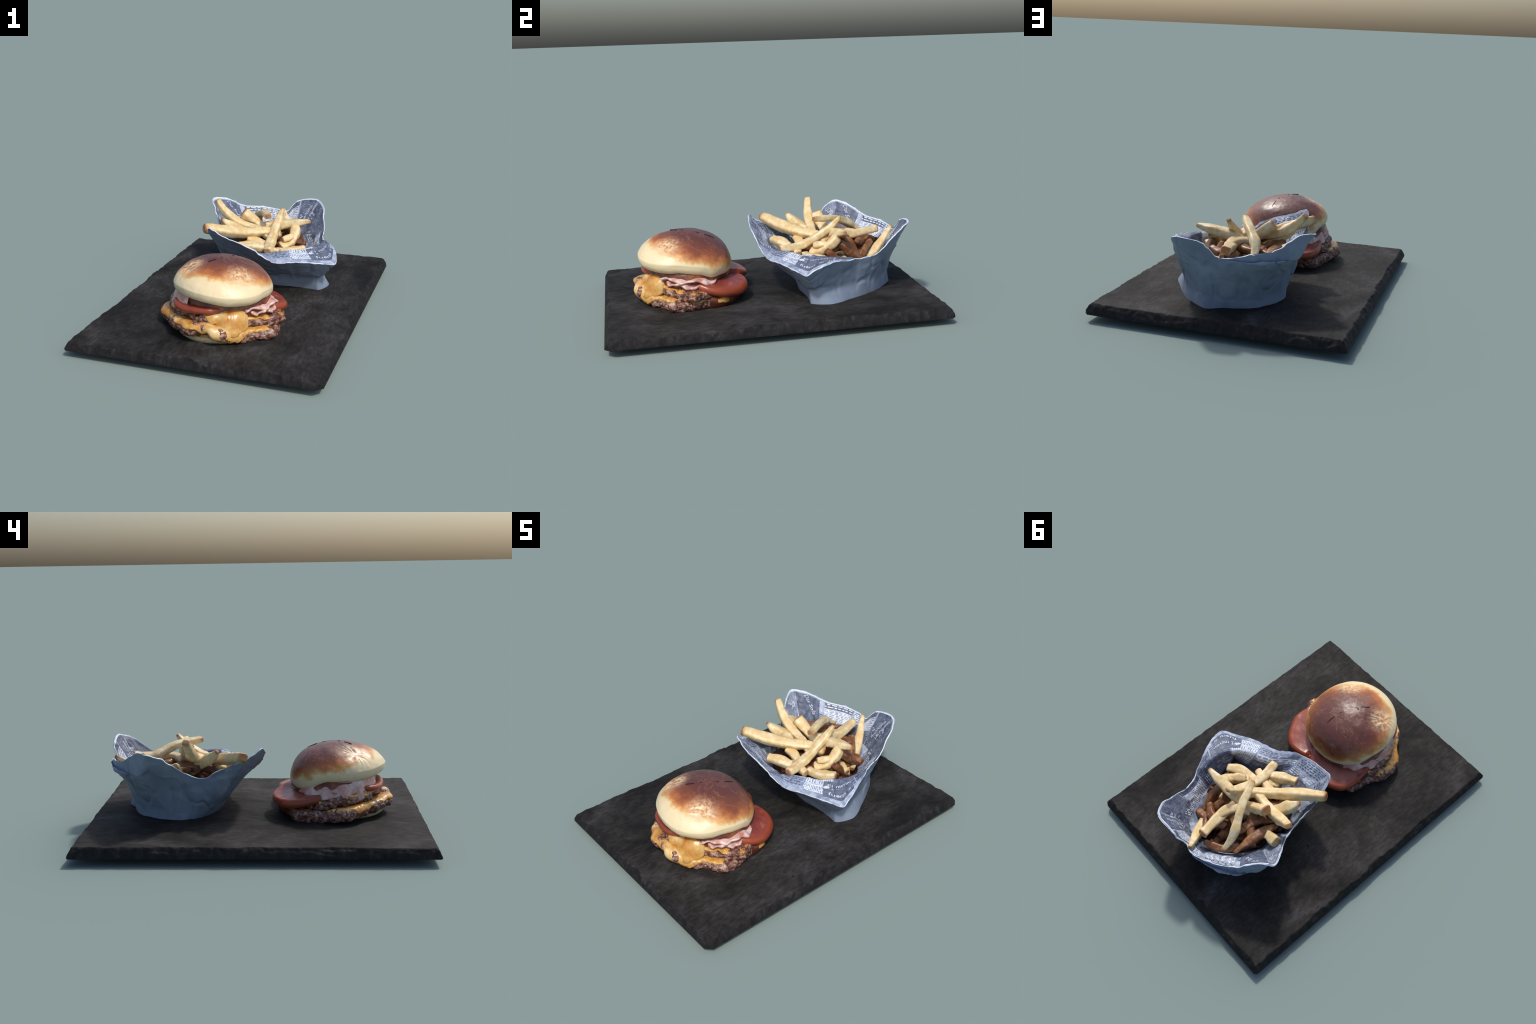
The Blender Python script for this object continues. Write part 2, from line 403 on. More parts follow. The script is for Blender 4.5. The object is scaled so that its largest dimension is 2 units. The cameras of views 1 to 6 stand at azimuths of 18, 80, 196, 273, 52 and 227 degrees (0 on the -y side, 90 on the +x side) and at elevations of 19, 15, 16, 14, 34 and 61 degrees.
    # splits in the crust, in a broken line over the crown
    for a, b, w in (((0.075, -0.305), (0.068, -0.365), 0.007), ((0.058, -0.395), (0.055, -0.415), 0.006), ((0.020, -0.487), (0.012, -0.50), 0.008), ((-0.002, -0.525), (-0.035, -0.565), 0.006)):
        pts = []
        for s in np.linspace(0, 1, 7):
            x, y = a[0] + s * (b[0] - a[0]), a[1] + s * (b[1] - a[1])
            q = np.array([x, y, 0]) - DC; u = Mi @ np.array([0, 0, 1.0]); w0 = Mi @ np.array([q[0], q[1], 0])
            bq = u @ w0; aq = u @ u; cq = w0 @ w0 - 1
            z = DC[2] + (-bq + math.sqrt(max(bq * bq - aq * cq, 0))) / aq
            hw = w * math.sin(math.pi * min(0.98, s * 0.85 + 0.13)); t = np.array([b[1] - a[1], a[0] - b[0]]); t = t / np.linalg.norm(t)
            pts.append((x - t[0] * hw, y - t[1] * hw, z - 0.006)); pts.append((x, y, z + 0.003)); pts.append((x + t[0] * hw, y + t[1] * hw, z - 0.006))
        f = []
        for k in range(6): f += [(3 * k, 3 * k + 1, 3 * k + 4, 3 * k + 3), (3 * k + 1, 3 * k + 2, 3 * k + 5, 3 * k + 4), (3 * k + 2, 3 * k, 3 * k + 3, 3 * k + 5)]
        mesh_object('crust_split', pts, f + [(0, 1, 2), (20, 19, 18)], M['slit'], burger, True, tuple(np.mean(pts, 0)))
build_top_bun()

# --- bottom bun
def sec_bottom(p):
    r = 0.285 + 0.010 * math.sin(3 * p + 1)
    return [(0.02, 0.088), (r * .6, 0.088), (r - .03, 0.089), (r - .008, 0.098), (r, 0.118), (r - .006, 0.138), (r - .03, 0.148), (r * .6, 0.15), (0.02, 0.15)]
ring_body('bottom_bun', sec_bottom, M['crumb'], 120, disp=lambda V, n: n * (0.004 * fbm(V, 9, 3, 50))[:, None])

# --- beef patties: (angle, edge radius, edge height)
PATTY_LOW = [(-178, .385, .150), (-160, .352, .160), (-132, .338, .163), (-110, .335, .172), (-90, .335, .180), (-70, .310, .152), (-55, .300, .132), (-28, .325, .126), (-13, .355, .126), (2, .340, .124), (25, .340, .124), (50, .335, .122), (87, .330, .120), (116, .345, .120), (141, .365, .122), (164, .365, .132)]
PATTY_UP = [(-178, .340, .222), (-150, .300, .222), (-125, .275, .220), (-97, .262, .222), (-67, .262, .228), (-45, .250, .208), (-28, .290, .190), (-13, .340, .180), (17, .338, .178), (50, .290, .180), (90, .270, .178), (140, .300, .180), (162, .318, .190)]
def patty(name, table, half, z_mid, seed, parent=burger):
    def sec(p):
        r, z = periodic(table, [p]); r, z = r[0], z[0]; s = []
        r += 0.012 * math.sin(7 * p + seed) + 0.008 * math.sin(13 * p + 2 * seed)
        for k in range(26):                    # rounded outer edge, inner part blends to the mid height
            a = math.pi / 2 - math.pi * k / 25
            s.append((r - half + half * max(0, math.cos(a)) ** 0.8, z + half * math.sin(a)))
        for f in (0.88, 0.75, 0.6, 0.3, 0.03): s.append(((r - half) * f, (z - half) * f ** 2 + (z_mid - half) * (1 - f ** 2)))
        top = [((r - half) * f, (z + half) * f ** 2 + (z_mid + half) * (1 - f ** 2)) for f in (0.03, 0.3, 0.6, 0.75, 0.88)]
        return top + s
    def disp(V, n):
        w = worley(V, 26, seed); w2 = worley(V, 55, seed + 5)
        return n * (0.016 * (0.45 - w) + 0.007 * (0.5 - w2) + 0.012 * fbm(V, 8, 2, seed))[:, None]
    return ring_body(name, sec, M['beef'], 420, disp=disp)
def fix_outward(fn, *a):
    return fn(*a)
patty('beef_patty', PATTY_LOW, 0.034, 0.15, 60)
patty('beef_patty', PATTY_UP, 0.027, 0.210, 70)

# --- melted cheese: a skin that clings to a patty, thick on top and running over the edge in tongues
def clinging_cheese(table, half, z_mid, seed, cover):
    """cover(phi) -> 0..1 how far the cheese runs down over the edge (0.4 = only the top)"""
    def sec(p):
        r, z = [v[0] for v in periodic(table, [p])]
        r += 0.012 * math.sin(7 * p + seed) + 0.008 * math.sin(13 * p + 2 * seed); s = []
        for f in (0.3, 0.6, 0.75, 0.88): s.append(((r - half) * f, (z + half) * f ** 2 + (z_mid + half) * (1 - f ** 2)))
        for k in range(30):
            a = math.pi / 2 - math.pi * k / 29
            s.append((r - half + half * max(0, math.cos(a)) ** 0.8, z + half * math.sin(a)))
        s.append(((r - half) * 0.6, z - half * 0.6)); s.append(((r - half) * 0.3, z_mid))
        return s
    def disp(V, n):
        L = V - BC; ph = np.arctan2(L[:, 1], L[:, 0]); r, z = periodic(table, ph)
        down = (z + half - V[:, 2]) / (2 * half)               # 0 top of the patty, 1 its bottom
        outer = smoothstep(0.0, 0.03, np.hypot(L[:, 0], L[:, 1]) - (r - half))
        down = np.where(outer > 0, down, 0.0)
        m = cover(ph) + 0.38 * fbm(V * [1, 1, .5], 20, 4, seed) - down
        out = n * (-0.015 + 0.021 * smoothstep(-0.14, 0.14, m) + 0.006 * fbm(V, 17, 3, seed + 3) + 0.004 * (0.45 - worley(V, 26, seed)))[:, None]
        return out
    return ring_body('cheese_slice', sec, M['cheese'], 420, disp=disp)
COVER_LOW = [(-175, .15), (-155, .55), (-140, .30), (-122, .22), (-105, .30), (-92, .75), (-75, 1.0), (-58, .90), (-45, .35), (-25, .05), (-5, .0), (15, .25), (35, .70), (65, .85), (100, .75), (125, .35), (150, .05)]
COVER_UP = [(-175, .05), (-150, .25), (-125, .08), (-100, .08), (-84, .70), (-68, 1.05), (-50, 1.0), (-36, .25), (-15, .05), (10, .05), (40, .25), (90, .4), (140, .15)]
clinging_cheese(PATTY_LOW, 0.034, 0.15, 60, lambda p: periodic(COVER_LOW, p))
clinging_cheese(PATTY_UP, 0.027, 0.210, 70, lambda p: periodic(COVER_UP, p))
# the broad tongue that slides from the upper patty down onto the lower one
def sec_tongue(p):
    f = (math.degrees(p) + 84) / 46.0; e = math.sin(math.pi * min(max(f, 0), 1)) ** 0.5
    pts = [(.20, .285), (.235, .280), (.262, .262), (.280, .236), (.288, .200), (.298 - .02 * (1 - e), .174 + .03 * (1 - e)), (.310 - .035 * (1 - e), .152 + .055 * (1 - e))]
    th = 0.004 + 0.010 * e
    pts = [(x * (1 - 0.13 * (1 - e)), z) for x, z in pts]
    return pts + [(x - th, z - th * .8) for x, z in pts[::-1]]
ring_body('cheese_slice', sec_tongue, M['cheese'], 70, disp=lambda V, n: n * (0.012 * fbm(V, 13, 4, 77))[:, None], phi0=math.radians(-84), phi1=math.radians(-38))
# filling coloured as dark as the shadow below the bun rim
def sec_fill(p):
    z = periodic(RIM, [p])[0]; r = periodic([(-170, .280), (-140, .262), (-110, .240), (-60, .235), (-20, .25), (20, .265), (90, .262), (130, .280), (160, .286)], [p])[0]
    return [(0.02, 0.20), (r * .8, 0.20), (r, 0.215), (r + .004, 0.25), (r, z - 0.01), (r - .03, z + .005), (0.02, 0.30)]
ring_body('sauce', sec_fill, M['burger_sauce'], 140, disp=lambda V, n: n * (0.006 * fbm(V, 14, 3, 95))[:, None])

# --- dark sauce modelled for the shadowed patty and cheese under the back tomato
def sec_back_shade(p):
    r = 0.352 + 0.010 * math.sin(4 * p) - 0.05 * max(0, abs(p - 1.35) / 1.15) ** 4
    return [(0.2, 0.094), (r - 0.03, 0.094), (r - 0.004, 0.102), (r + 0.002, 0.13), (r, 0.155), (r - 0.012, 0.172), (r - 0.04, 0.178), (0.2, 0.178)]
ring_body('sauce', sec_back_shade, M['burger_sauce'], 90, disp=lambda V, n: n * (0.008 * fbm(V, 9, 3, 90))[:, None], phi0=math.radians(18), phi1=math.radians(138))

# --- tomato slices: thick discs with a rounded skin rim, tilted with the stack
def tomato(center, rad, half, tilt, seed, sq=1.0):
    c = np.array(center)
    def sec(p):
        r = rad * (1 + 0.04 * math.sin(2 * p + seed) + 0.025 * math.sin(5 * p + 2 * seed)); s = [(0.01, half), (r * .4, half), (r * .75, half * .9), (r * .9, half)]
        for k in range(11):
            a = math.pi / 2 - math.pi * k / 10
            s.append((r - half * .8 + half * .8 * math.cos(a), half * math.sin(a)))
        return s + [(r * .9, -half), (r * .5, -half), (0.01, -half)]
    def disp(V, n):
        d = V - c * 0
        return n * (0.007 * fbm(V + seed, 9, 3, seed))[:, None] + np.c_[0 * V[:, 0], 0 * V[:, 0], tilt[0] * V[:, 0] + tilt[1] * V[:, 1] + 0.004 * np.sin(V[:, 0] * 18 + seed)]
    return ring_body('tomato_slice', sec, M['tomato'], 110, center=np.zeros(3), disp=disp, origin=(0, 0, 0))
for c, rad, half, tilt, seed in (((0.135, -0.335, 0.226), 0.216, 0.026, (-0.12, -0.20), 1), ((-0.085, -0.296, 0.226), 0.202, 0.024, (0.10, -0.16), 4), ((-0.030, -0.570, 0.284), 0.194, 0.018, (0.0, 0.06), 7)):
    ob = tomato(c, rad, half, tilt, seed); ob.location = Vector(c) - burger.location

# --- ham: thin crumpled slices that hang out between bun and patties
def ham(p0, p1, table, seed):
    """table: (fraction along, inner r, inner z, outer r, outer z)"""
    tb = np.array(table, float)
    def sec(p):
        f = (math.degrees(p) - p0) / (p1 - p0)
        ri, zi, ro, zo = [np.interp(f, tb[:, 0], tb[:, k]) for k in (1, 2, 3, 4)]
        ro += 0.007 * math.sin(11 * f * 3.1 + seed); top, bot = [], []
        for k in range(9):
            q = k / 8; w = 0.010 * math.sin(q * 5 + f * 14 + seed) * q
            x, z = ri + (ro - ri) * q, zi + (zo - zi) * q ** 1.4 + w
            top.append((x, z + 0.006)); bot.append((x, z - 0.006))
        return top + bot[::-1]
    return ring_body('ham_slice', sec, M['ham'], 70, disp=lambda V, n: n * (0.004 * fbm(V, 18, 3, seed))[:, None], phi0=math.radians(p0), phi1=math.radians(p1))
ham(-42, 36, [(0, .20, .275, .255, .272), (.3, .20, .275, .278, .265), (.6, .20, .278, .300, .258), (.85, .20, .272, .305, .242), (1, .20, .262, .27, .24)], 1)
ham(-34, 26, [(0, .20, .255, .262, .250), (.5, .20, .250, .302, .230), (1, .20, .245, .29, .218)], 5)
ham(128, 238, [(0, .262, .272, .290, .235), (.3, .272, .312, .306, .232), (.55, .275, .322, .310, .222), (.8, .268, .325, .300, .240), (1, .255, .325, .275, .270)], 9)
ham(160, 222, [(0, .262, .30, .285, .262), (.5, .270, .318, .302, .258), (1, .262, .318, .285, .27)], 12)

# ================================================================== PAPER BASKET
# stations run anticlockwise: rim (x,y,z), waist (x,y), base (x,y)
ST = [
 (-.232,-.036,.527, -.065,.190, -.058,.252), (-.140,-.049,.490, -.010,.188, -.015,.238), (-.050,-.050,.460, .045,.188, .025,.232),
 (.035,-.043,.420, .100,.188, .080,.222), (.113,-.022,.374, .160,.190, .140,.218), (.190,.010,.328, .220,.205, .200,.225),
 (.276,.046,.327, .290,.210, .280,.230), (.365,.080,.325, .350,.212, .345,.228), (.450,.124,.316, .395,.212, .390,.222),
 (.532,.165,.305, .420,.220, .425,.220), (.532,.212,.330, .430,.250, .452,.270), (.508,.287,.348, .427,.300, .465,.335),
 (.466,.370,.353, .410,.365, .442,.395), (.420,.455,.345, .385,.435, .400,.467), (.374,.542,.334, .355,.515, .358,.537),
 (.348,.625,.345, .322,.593, .315,.603), (.338,.690,.385, .288,.648, .278,.658), (.320,.745,.430, .252,.683, .245,.695),
 (.305,.812,.480, .220,.708, .215,.722), (.255,.880,.512, .190,.735, .182,.750), (.205,.896,.518, .160,.758, .150,.775),
 (.120,.892,.505, .120,.788, .100,.805), (.067,.886,.473, .070,.780, .050,.785), (.028,.858,.424, .030,.765, .010,.755),
 (-.030,.872,.422, -.014,.757, -.035,.742), (-.090,.860,.432, -.065,.742, -.088,.724), (-.150,.837,.444, -.116,.716, -.130,.702),
 (-.200,.806,.452, -.156,.686, -.165,.672), (-.257,.768,.460, -.185,.645, -.185,.630), (-.309,.738,.477, -.210,.610, -.210,.600),
 (-.350,.692,.510, -.230,.570, -.230,.560), (-.392,.645,.537, -.245,.530, -.240,.520), (-.448,.596,.540, -.252,.490, -.245,.490),
 (-.423,.530,.514, -.255,.450, -.250,.450), (-.389,.484,.476, -.250,.415, -.245,.420), (-.354,.438,.436, -.245,.390, -.235,.405),
 (-.322,.390,.396, -.240,.370, -.225,.390), (-.300,.337,.369, -.245,.345, -.220,.370), (-.284,.280,.367, -.236,.318, -.205,.352),
 (-.286,.226,.400, -.222,.291, -.190,.335), (-.286,.169,.425, -.200,.266, -.170,.320), (-.280,.111,.447, -.168,.245, -.147,.300),
 (-.275,.054,.469, -.133,.224, -.122,.285), (-.256,.004,.498, -.100,.207, -.092,.270)]
RIDGE = {4: (.135,.070,.364), 5: (.175,.100,.366), 6: (.240,.135,.367), 7: (.300,.172,.370), 8: (.345,.215,.372), 9: (.378,.255,.374), 10: (.393,.295,.374), 11: (.402,.345,.368), 12: (.404,.400,.360), 13: (.395,.458,.350)}
POCKET = {24: (-.060,.868,.400), 25: (-.122,.854,.400), 26: (-.161,.843,.398), 27: (-.200,.830,.398), 28: (-.255,.803,.400), 29: (-.306,.758,.402), 30: (-.333,.708,.403), 31: (-.353,.649,.410)}
Z_WAIST, Z_BASE = 0.175, 0.090
def station_profile(k, outside=False):
    rx, ry, rz, wx, wy, bx, by = ST[k]
    rim, w, b = np.array([rx, ry, rz]), np.array([wx, wy, Z_WAIST]), np.array([bx, by, Z_BASE])
    e = 1.5 if 30 <= k <= 35 else (1.1 if k == 36 else (0.75 if 37 <= k <= 41 else (0.95 if k >= 42 or k <= 4 else (1.0 if k <= 10 else 1.25))))
    if not outside and 9 <= k <= 36:            # the lining leans further in than the outer wall
        c = np.array([0.04, 0.45]) - w[:2]; w = np.array([*(w[:2] + c / np.linalg.norm(c) * 0.065), 0.19]); e = 1.0
    def flare(f): return np.array([*(w[:2] + (rim[:2] - w[:2]) * f ** e), w[2] + (rim[2] - w[2]) * f])
    if k in RIDGE and not outside:
        rg = np.array(RIDGE[k]); m = lambda f: np.array([*(w[:2] + (rg[:2] - w[:2]) * f ** 1.2), w[2] + (rg[2] - w[2]) * f])
        return [b, w, m(.35), m(.7), rg, rim]
    if k in POCKET and outside:
        lp = np.array(POCKET[k]); inn = rim * .55 + lp * .45; cen = np.array([0.05, 0.45, 0]); dirn = (cen - rim) * [1, 1, 0]; dirn /= np.linalg.norm(dirn)
        m = np.array([*(w[:2] + (lp[:2] - w[:2]) * .42), w[2] + (lp[2] - w[2]) * .55])
        rg = np.array([*(rim[:2] * .8 + lp[:2] * .2 + dirn[:2] * 0.003), lp[2] + 0.006])
        return [b, w, m, lp, rg, rim]
    return [b, w, flare(.3), flare(.6), flare(.85), rim]
PROF = np.array([station_profile(k) for k in range(len(ST))])     # (station, level, 3)
PROF_OUT = np.array([station_profile(k, True) for k in range(len(ST))])

def catmull(p0, p1, p2, p3, f):
    return p1 + 0.5 * f * (p2 - p0 + f * (2 * p0 - 5 * p1 + 4 * p2 - p3 + f * (3 * (p1 - p2) + p3 - p0)))
def paper_surface(u, v, PROF=PROF):
    """u in stations (periodic), v in levels 0..5 -> point on the sheet"""
    u = np.asarray(u, float); v = np.asarray(v, float); n, L = PROF.shape[:2]
    i = np.floor(u).astype(int); fu = (u - i)[..., None]
    j = np.clip(np.floor(v).astype(int), 0, L - 2); fv = (v - j)[..., None]
    def row(jj):
        jj = np.clip(jj, 0, L - 1)
        return catmull(PROF[(i - 1) % n, jj], PROF[i % n, jj], PROF[(i + 1) % n, jj], PROF[(i + 2) % n, jj], fu)
    a, b, c, d = row(j - 1), row(j), row(j + 1), row(j + 2)
    return catmull(a, b, c, d, fv * 1.0)
def paper_points(u, v, PROF=PROF, folds=0.0):
    """sheet with its wrinkles; returns inner-face points and inward normals"""
    sh = np.shape(u); U = np.ravel(u).astype(float); W = np.ravel(v).astype(float); e = 0.02
    P = paper_surface(U, W, PROF)
    du = paper_surface(U + e, W, PROF) - paper_surface(U - e, W, PROF); dv = paper_surface(U, np.minimum(W + e, 5), PROF) - paper_surface(U, np.maximum(W - e, 0), PROF)
    n = np.cross(dv, du); n /= np.maximum(np.linalg.norm(n, axis=1, keepdims=True), 1e-9)   # points inward
    crease = 0.008 * fbm(P, 6, 3, 110) + 0.006 * (1 - np.abs(fbm(P, 9, 2, 115)) * 4).clip(0, 1) - 0.003 * (1 - np.abs(fbm(P * [1, 1, .4], 14, 2, 120)) * 5).clip(0, 1)
    if not folds: crease = crease + 0.012 * smoothstep(0.3, 1.0, W) * (1 - smoothstep(2.8, 4.2, W))      # the lining stands clear of the outer wall
    if folds:                                   # sharp upright creases on the plain side
        a = np.abs(vnoise(P * [1, 1, .3], 9, 140)); crease = crease * 0.6 + folds * ((1 - a * 6).clip(0, 1) - 0.5 * (1 - np.abs(vnoise(P * [1, 1, .7], 6, 150)) * 7).clip(0, 1))
    P = P + n * (crease * smoothstep(0.2, 1.2, W) )[:, None]
    return P.reshape(*sh, 3), n.reshape(*sh, 3)

basket = empty('paper_basket', (0.08, 0.48, 0.092), 'crumpled newspaper-print paper wrapped as a fries basket', 'paper wrapper')
def build_paper():
    nu, nv = 44 * 8, 90
    U, V = np.meshgrid(np.arange(nu) / 8.0, np.linspace(0, 5, nv))
    P, N = paper_points(U, V)
    edge = 0.004 * vnoise(np.c_[U[-1] * 0.9, 0 * U[-1], 0 * U[-1]], 2.0, 5)
    Q, NQ = paper_points(U, V, PROF_OUT, 0.007)
    Q[-1] = P[-1]
    P[-1, :, 2] += edge; Q[-1, :, 2] += edge; T = 0.007
    outer = (Q - NQ * T / 2).reshape(-1, 3); inner = (P + N * T / 2)
    inner[0, :, 2] = 0.10; inner = inner.reshape(-1, 3)
    n = nu * nv; fo = grid_faces(nu, nv); fi = [tuple(a + n for a in f[::-1]) for f in fo]
    rim = []
    for i in range(nu):
        a, b = (nv - 1) * nu + i, (nv - 1) * nu + (i + 1) % nu; rim.append((a, b, b + n, a + n))
    bot = [tuple(range(nu))[::-1]]
    org = (0.08, 0.48, 0.092)
    ob = mesh_object('paper_sheet', np.vstack([outer, inner]), fo + fi + rim + bot, [M['paper_out'], M['paper_in'], M['ink_light']], basket, True, org)
    mi = [0] * len(fo) + [1] * len(fi) + [2] * len(rim) + [0]
    ob.data.polygons.foreach_set('material_index', mi)
build_paper()

# --- newspaper print: blocks, lines of small type and headlines laid into the sheet's own coordinates
def lengths(u, v):
    e = 0.05
    lu = np.linalg.norm(paper_surface(u + e, v) - paper_surface(u - e, v)) / (2 * e)
    lv = np.linalg.norm(paper_surface(u, min(v + e, 5)) - paper_surface(u, max(v - e, 0))) / (min(v + e, 5) - max(v - e, 0))
    return max(lu, 1e-3), max(lv, 1e-3)
PRINT = {'ink_dark': ([], []), 'ink_mid': ([], []), 'ink_light': ([], [])}
def lay(u, v, lift):
    P, N = paper_points(u, v); return P + N * (0.0035 + lift)
def patch(kind, u0, u1, v0, v1, lift, nu=None, nv=None):
    nu = nu or max(2, int((u1 - u0) * 12) + 1); nv = nv or max(2, int((v1 - v0) * 12) + 1)
    U, V = np.meshgrid(np.linspace(u0, u1, nu), np.linspace(v0, v1, nv))
    P = lay(U, V, lift).reshape(-1, 3); vs, fs = PRINT[kind]; b = sum(len(a) for a in vs)
    vs.append(P); fs.extend(tuple(b + a for a in f[::-1]) for f in grid_faces(nu, nv, False))
def type_lines(kind, u0, u1, v0, v1, height, lift, rnd, vertical=False):
    """rows of short word-shaped strokes filling a block"""
    lu, lv = lengths((u0 + u1) / 2, (v0 + v1) / 2)
    if vertical:
        step = height * 2.3 / lu; x = u0 + step * .5
        while x < u1 - step * .4:
            y = v0 + 0.06
            while y < v1 - 0.05:
                w = rnd.uniform(0.012, 0.035) / lv; w = min(w, v1 - 0.03 - y)
                if w > 0.004 / lv: patch(kind, x, x + height / lu, y, y + w, lift, 2, 3)
                y += w + 0.009 / lv
            x += step
    else:
        step = height * 2.3 / lv; y = v0 + step * .5
        while y < v1 - step * .4:
            x = u0 + 0.05
            while x < u1 - 0.05:
                w = rnd.uniform(0.012, 0.035) / lu; w = min(w, u1 - 0.03 - x)
                if w > 0.004 / lu: patch(kind, x, x + w, y, y + height / lv, lift, 3, 2)
                x += w + 0.009 / lu
            y += step
def headline(kind, text, u, v, u2, v2, size, lift=0.0045):
    """text that starts at (u, v) and runs toward (u2, v2); the letters' tops lie to its left"""
    lu, lv = lengths((u + u2) / 2, (v + v2) / 2); angle = math.atan2((v2 - v) * lv, -(u2 - u) * lu)
    cu = bpy.data.curves.new('headline', 'FONT'); cu.body = text; cu.size = 1.0; cu.resolution_u = 2
    tmp = bpy.data.objects.new('headline', cu); bpy.context.collection.objects.link(tmp)
    bpy.context.view_layer.update()
    me = bpy.data.meshes.new_from_object(tmp.evaluated_get(bpy.context.evaluated_depsgraph_get()))
    bpy.data.objects.remove(tmp); bpy.data.curves.remove(cu)
    bm = bmesh.new(); bm.from_mesh(me); bmesh.ops.triangulate(bm, faces=bm.faces)
    bmesh.ops.subdivide_edges(bm, edges=[e for e in bm.edges if e.calc_length() > 0.25], cuts=1)
    bmesh.ops.triangulate(bm, faces=bm.faces)
    ca, sa = math.cos(angle), math.sin(angle); bm.verts.ensure_lookup_table()
    X = np.array([w.co[:2] for w in bm.verts]) * size
    a = X[:, 0] * ca - X[:, 1] * sa; b = X[:, 0] * sa + X[:, 1] * ca
    P = lay(u - a / lu, np.clip(v + b / lv, 0.5, 4.99), lift)
    vs, fs = PRINT[kind]; base = sum(len(q) for q in vs); vs.append(P)
    fs.extend(tuple(base + w.index for w in f.verts) for f in bm.faces)
    bm.free(); bpy.data.meshes.remove(me)

def block_kind(u, rnd):
    """what sort of newspaper block falls at station u: dark, light, lines on plain paper"""
    r = rnd.random()
    if 16 < u < 23: w = (0.75, 0.10, 0.15)
    elif 23 <= u < 34: w = (0.35, 0.20, 0.45)
    elif u >= 34 or u < 3.5: w = (0.15, 0.20, 0.65)
    else: w = (0.35, 0.35, 0.30)
    return 'dark' if r < w[0] else ('light' if r < w[0] + w[1] else 'lines')
def build_print():
    rnd = random.Random(11); u = 0.0
    while u < 43.5:
        w = rnd.uniform(1.8, 3.4); u1 = min(u + w, 44 - 0.05); v = 2.0
        while v < 4.6:
            h = rnd.uniform(0.5, 1.2); v1 = min(v + h, 4.72); r = block_kind((u + u1) / 2, rnd)
            ua, ub = u + 0.10, u1 - 0.06
            if ub - ua > 0.5 and v1 - v > 0.2:
                vert = rnd.random() < 0.4; th = rnd.choice((0.0045, 0.0055, 0.007))
                if r == 'dark': patch('ink_dark', ua, ub, v, v1 - 0.04, 0.0008); type_lines('ink_light' if rnd.random() < .35 else 'ink_mid', ua, ub, v, v1 - 0.04, th, 0.0016, rnd, vert)
                elif r == 'light': patch('ink_light', ua, ub, v, v1 - 0.04, 0.0008); type_lines('ink_mid', ua, ub, v, v1 - 0.04, th, 0.0016, rnd, vert)
                elif rnd.random() < .8: type_lines('ink_light' if rnd.random() < .5 else 'ink_dark', ua, ub, v, v1 - 0.04, th, 0.0012, rnd, vert)
            v = v1
        u = u1 + 0.02
    # pale band along the back edge
    for k in range(17, 34): patch('ink_light', k, k + 1.0, 4.74, 4.985, 0.0008)
    # plain panels under the headlines
    patch('ink_dark', 18.35, 20.9, 2.4, 4.70, 0.0018); patch('ink_dark', 29.0, 31.6, 2.5, 4.6, 0.0018); patch('ink_mid', 31.7, 33.6, 2.6, 4.6, 0.0018)
    patch('ink_dark', 7.6, 11.0, 4.10, 4.76, 0.0018); patch('ink_mid', 8.6, 12.6, 2.6, 3.4, 0.0018)
    headline('ink_light', 'Las victimas', 20.1, 2.6, 19.5, 4.6, 0.030)
    headline('ink_light', 'de genocidio', 19.3, 2.8, 18.9, 4.6, 0.028)
    headline('ink_light', 'ELL', 21.9, 3.1, 21.9, 4.3, 0.045)
    headline('ink_light', 'uop', 33.2, 4.3, 31.8, 3.1, 0.075)
    headline('ink_light', 'Das Sofa', 30.9, 4.45, 29.4, 2.5, 0.042)
    headline('ink_light', 'El movim', 7.9, 4.36, 10.8, 4.40, 0.034)
    headline('ink_light', 'fuerza', 8.0, 4.66, 10.4, 4.68, 0.036)
    headline('ink_light', 'elPe', 9.2, 3.3, 12.2, 3.3, 0.060)
    for kind, (vs, fs) in PRINT.items():
        ob = mesh_object('newspaper_print', np.vstack(vs), fs, M[kind], basket, True, (0.08, 0.48, 0.092)); ob["kind"] = "stuff"
build_print()

# ================================================================== FRIES
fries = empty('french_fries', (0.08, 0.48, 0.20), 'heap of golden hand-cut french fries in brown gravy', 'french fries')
def build_underlayer():
    """lumpy brown bed that fills the basket under the fries"""
    nu, nr = 176, 40
    u = np.arange(nu) / 4.0
    ring = paper_surface(u, np.full(nu, 2.1)); c = np.array([0.06, 0.48, 0.0]); rows = []
    for k in range(nr):
        p = c + (ring - c) * (0.89 * (1 - k / nr)); rows.append(p)
    V = np.array(rows).reshape(-1, 3); fr = np.repeat(1 - np.arange(nr) / nr, nu)
    pocket = np.exp(-((V[:, 0] - 0.20) ** 2 + (V[:, 1] - 0.58) ** 2) / 0.11 ** 2)      # a deep dark gap at the far right
    corner = np.exp(-((V[:, 0] - 0.32) ** 2 + (V[:, 1] - 0.36) ** 2) / 0.085 ** 2)
    heap = 0.275 - 0.12 * np.maximum(pocket, 0.9 * corner) + 0.02 * smoothstep(0.0, -0.2, V[:, 0])
    V[:, 2] = heap
    V[:, 2] += 0.016 * fbm(V * [1, 1, 0], 9, 4, 130) + 0.022 * (0.5 - worley(V * [1, 1, 0], 13, 131))
    f = grid_faces(nu, nr, True); f.append(tuple((nr - 1) * nu + i for i in range(nu)))
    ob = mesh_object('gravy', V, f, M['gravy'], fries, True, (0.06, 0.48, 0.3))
    so = ob.modifiers.new('thick', 'SOLIDIFY'); so.thickness = 0.012; so.offset = -1
build_underlayer()

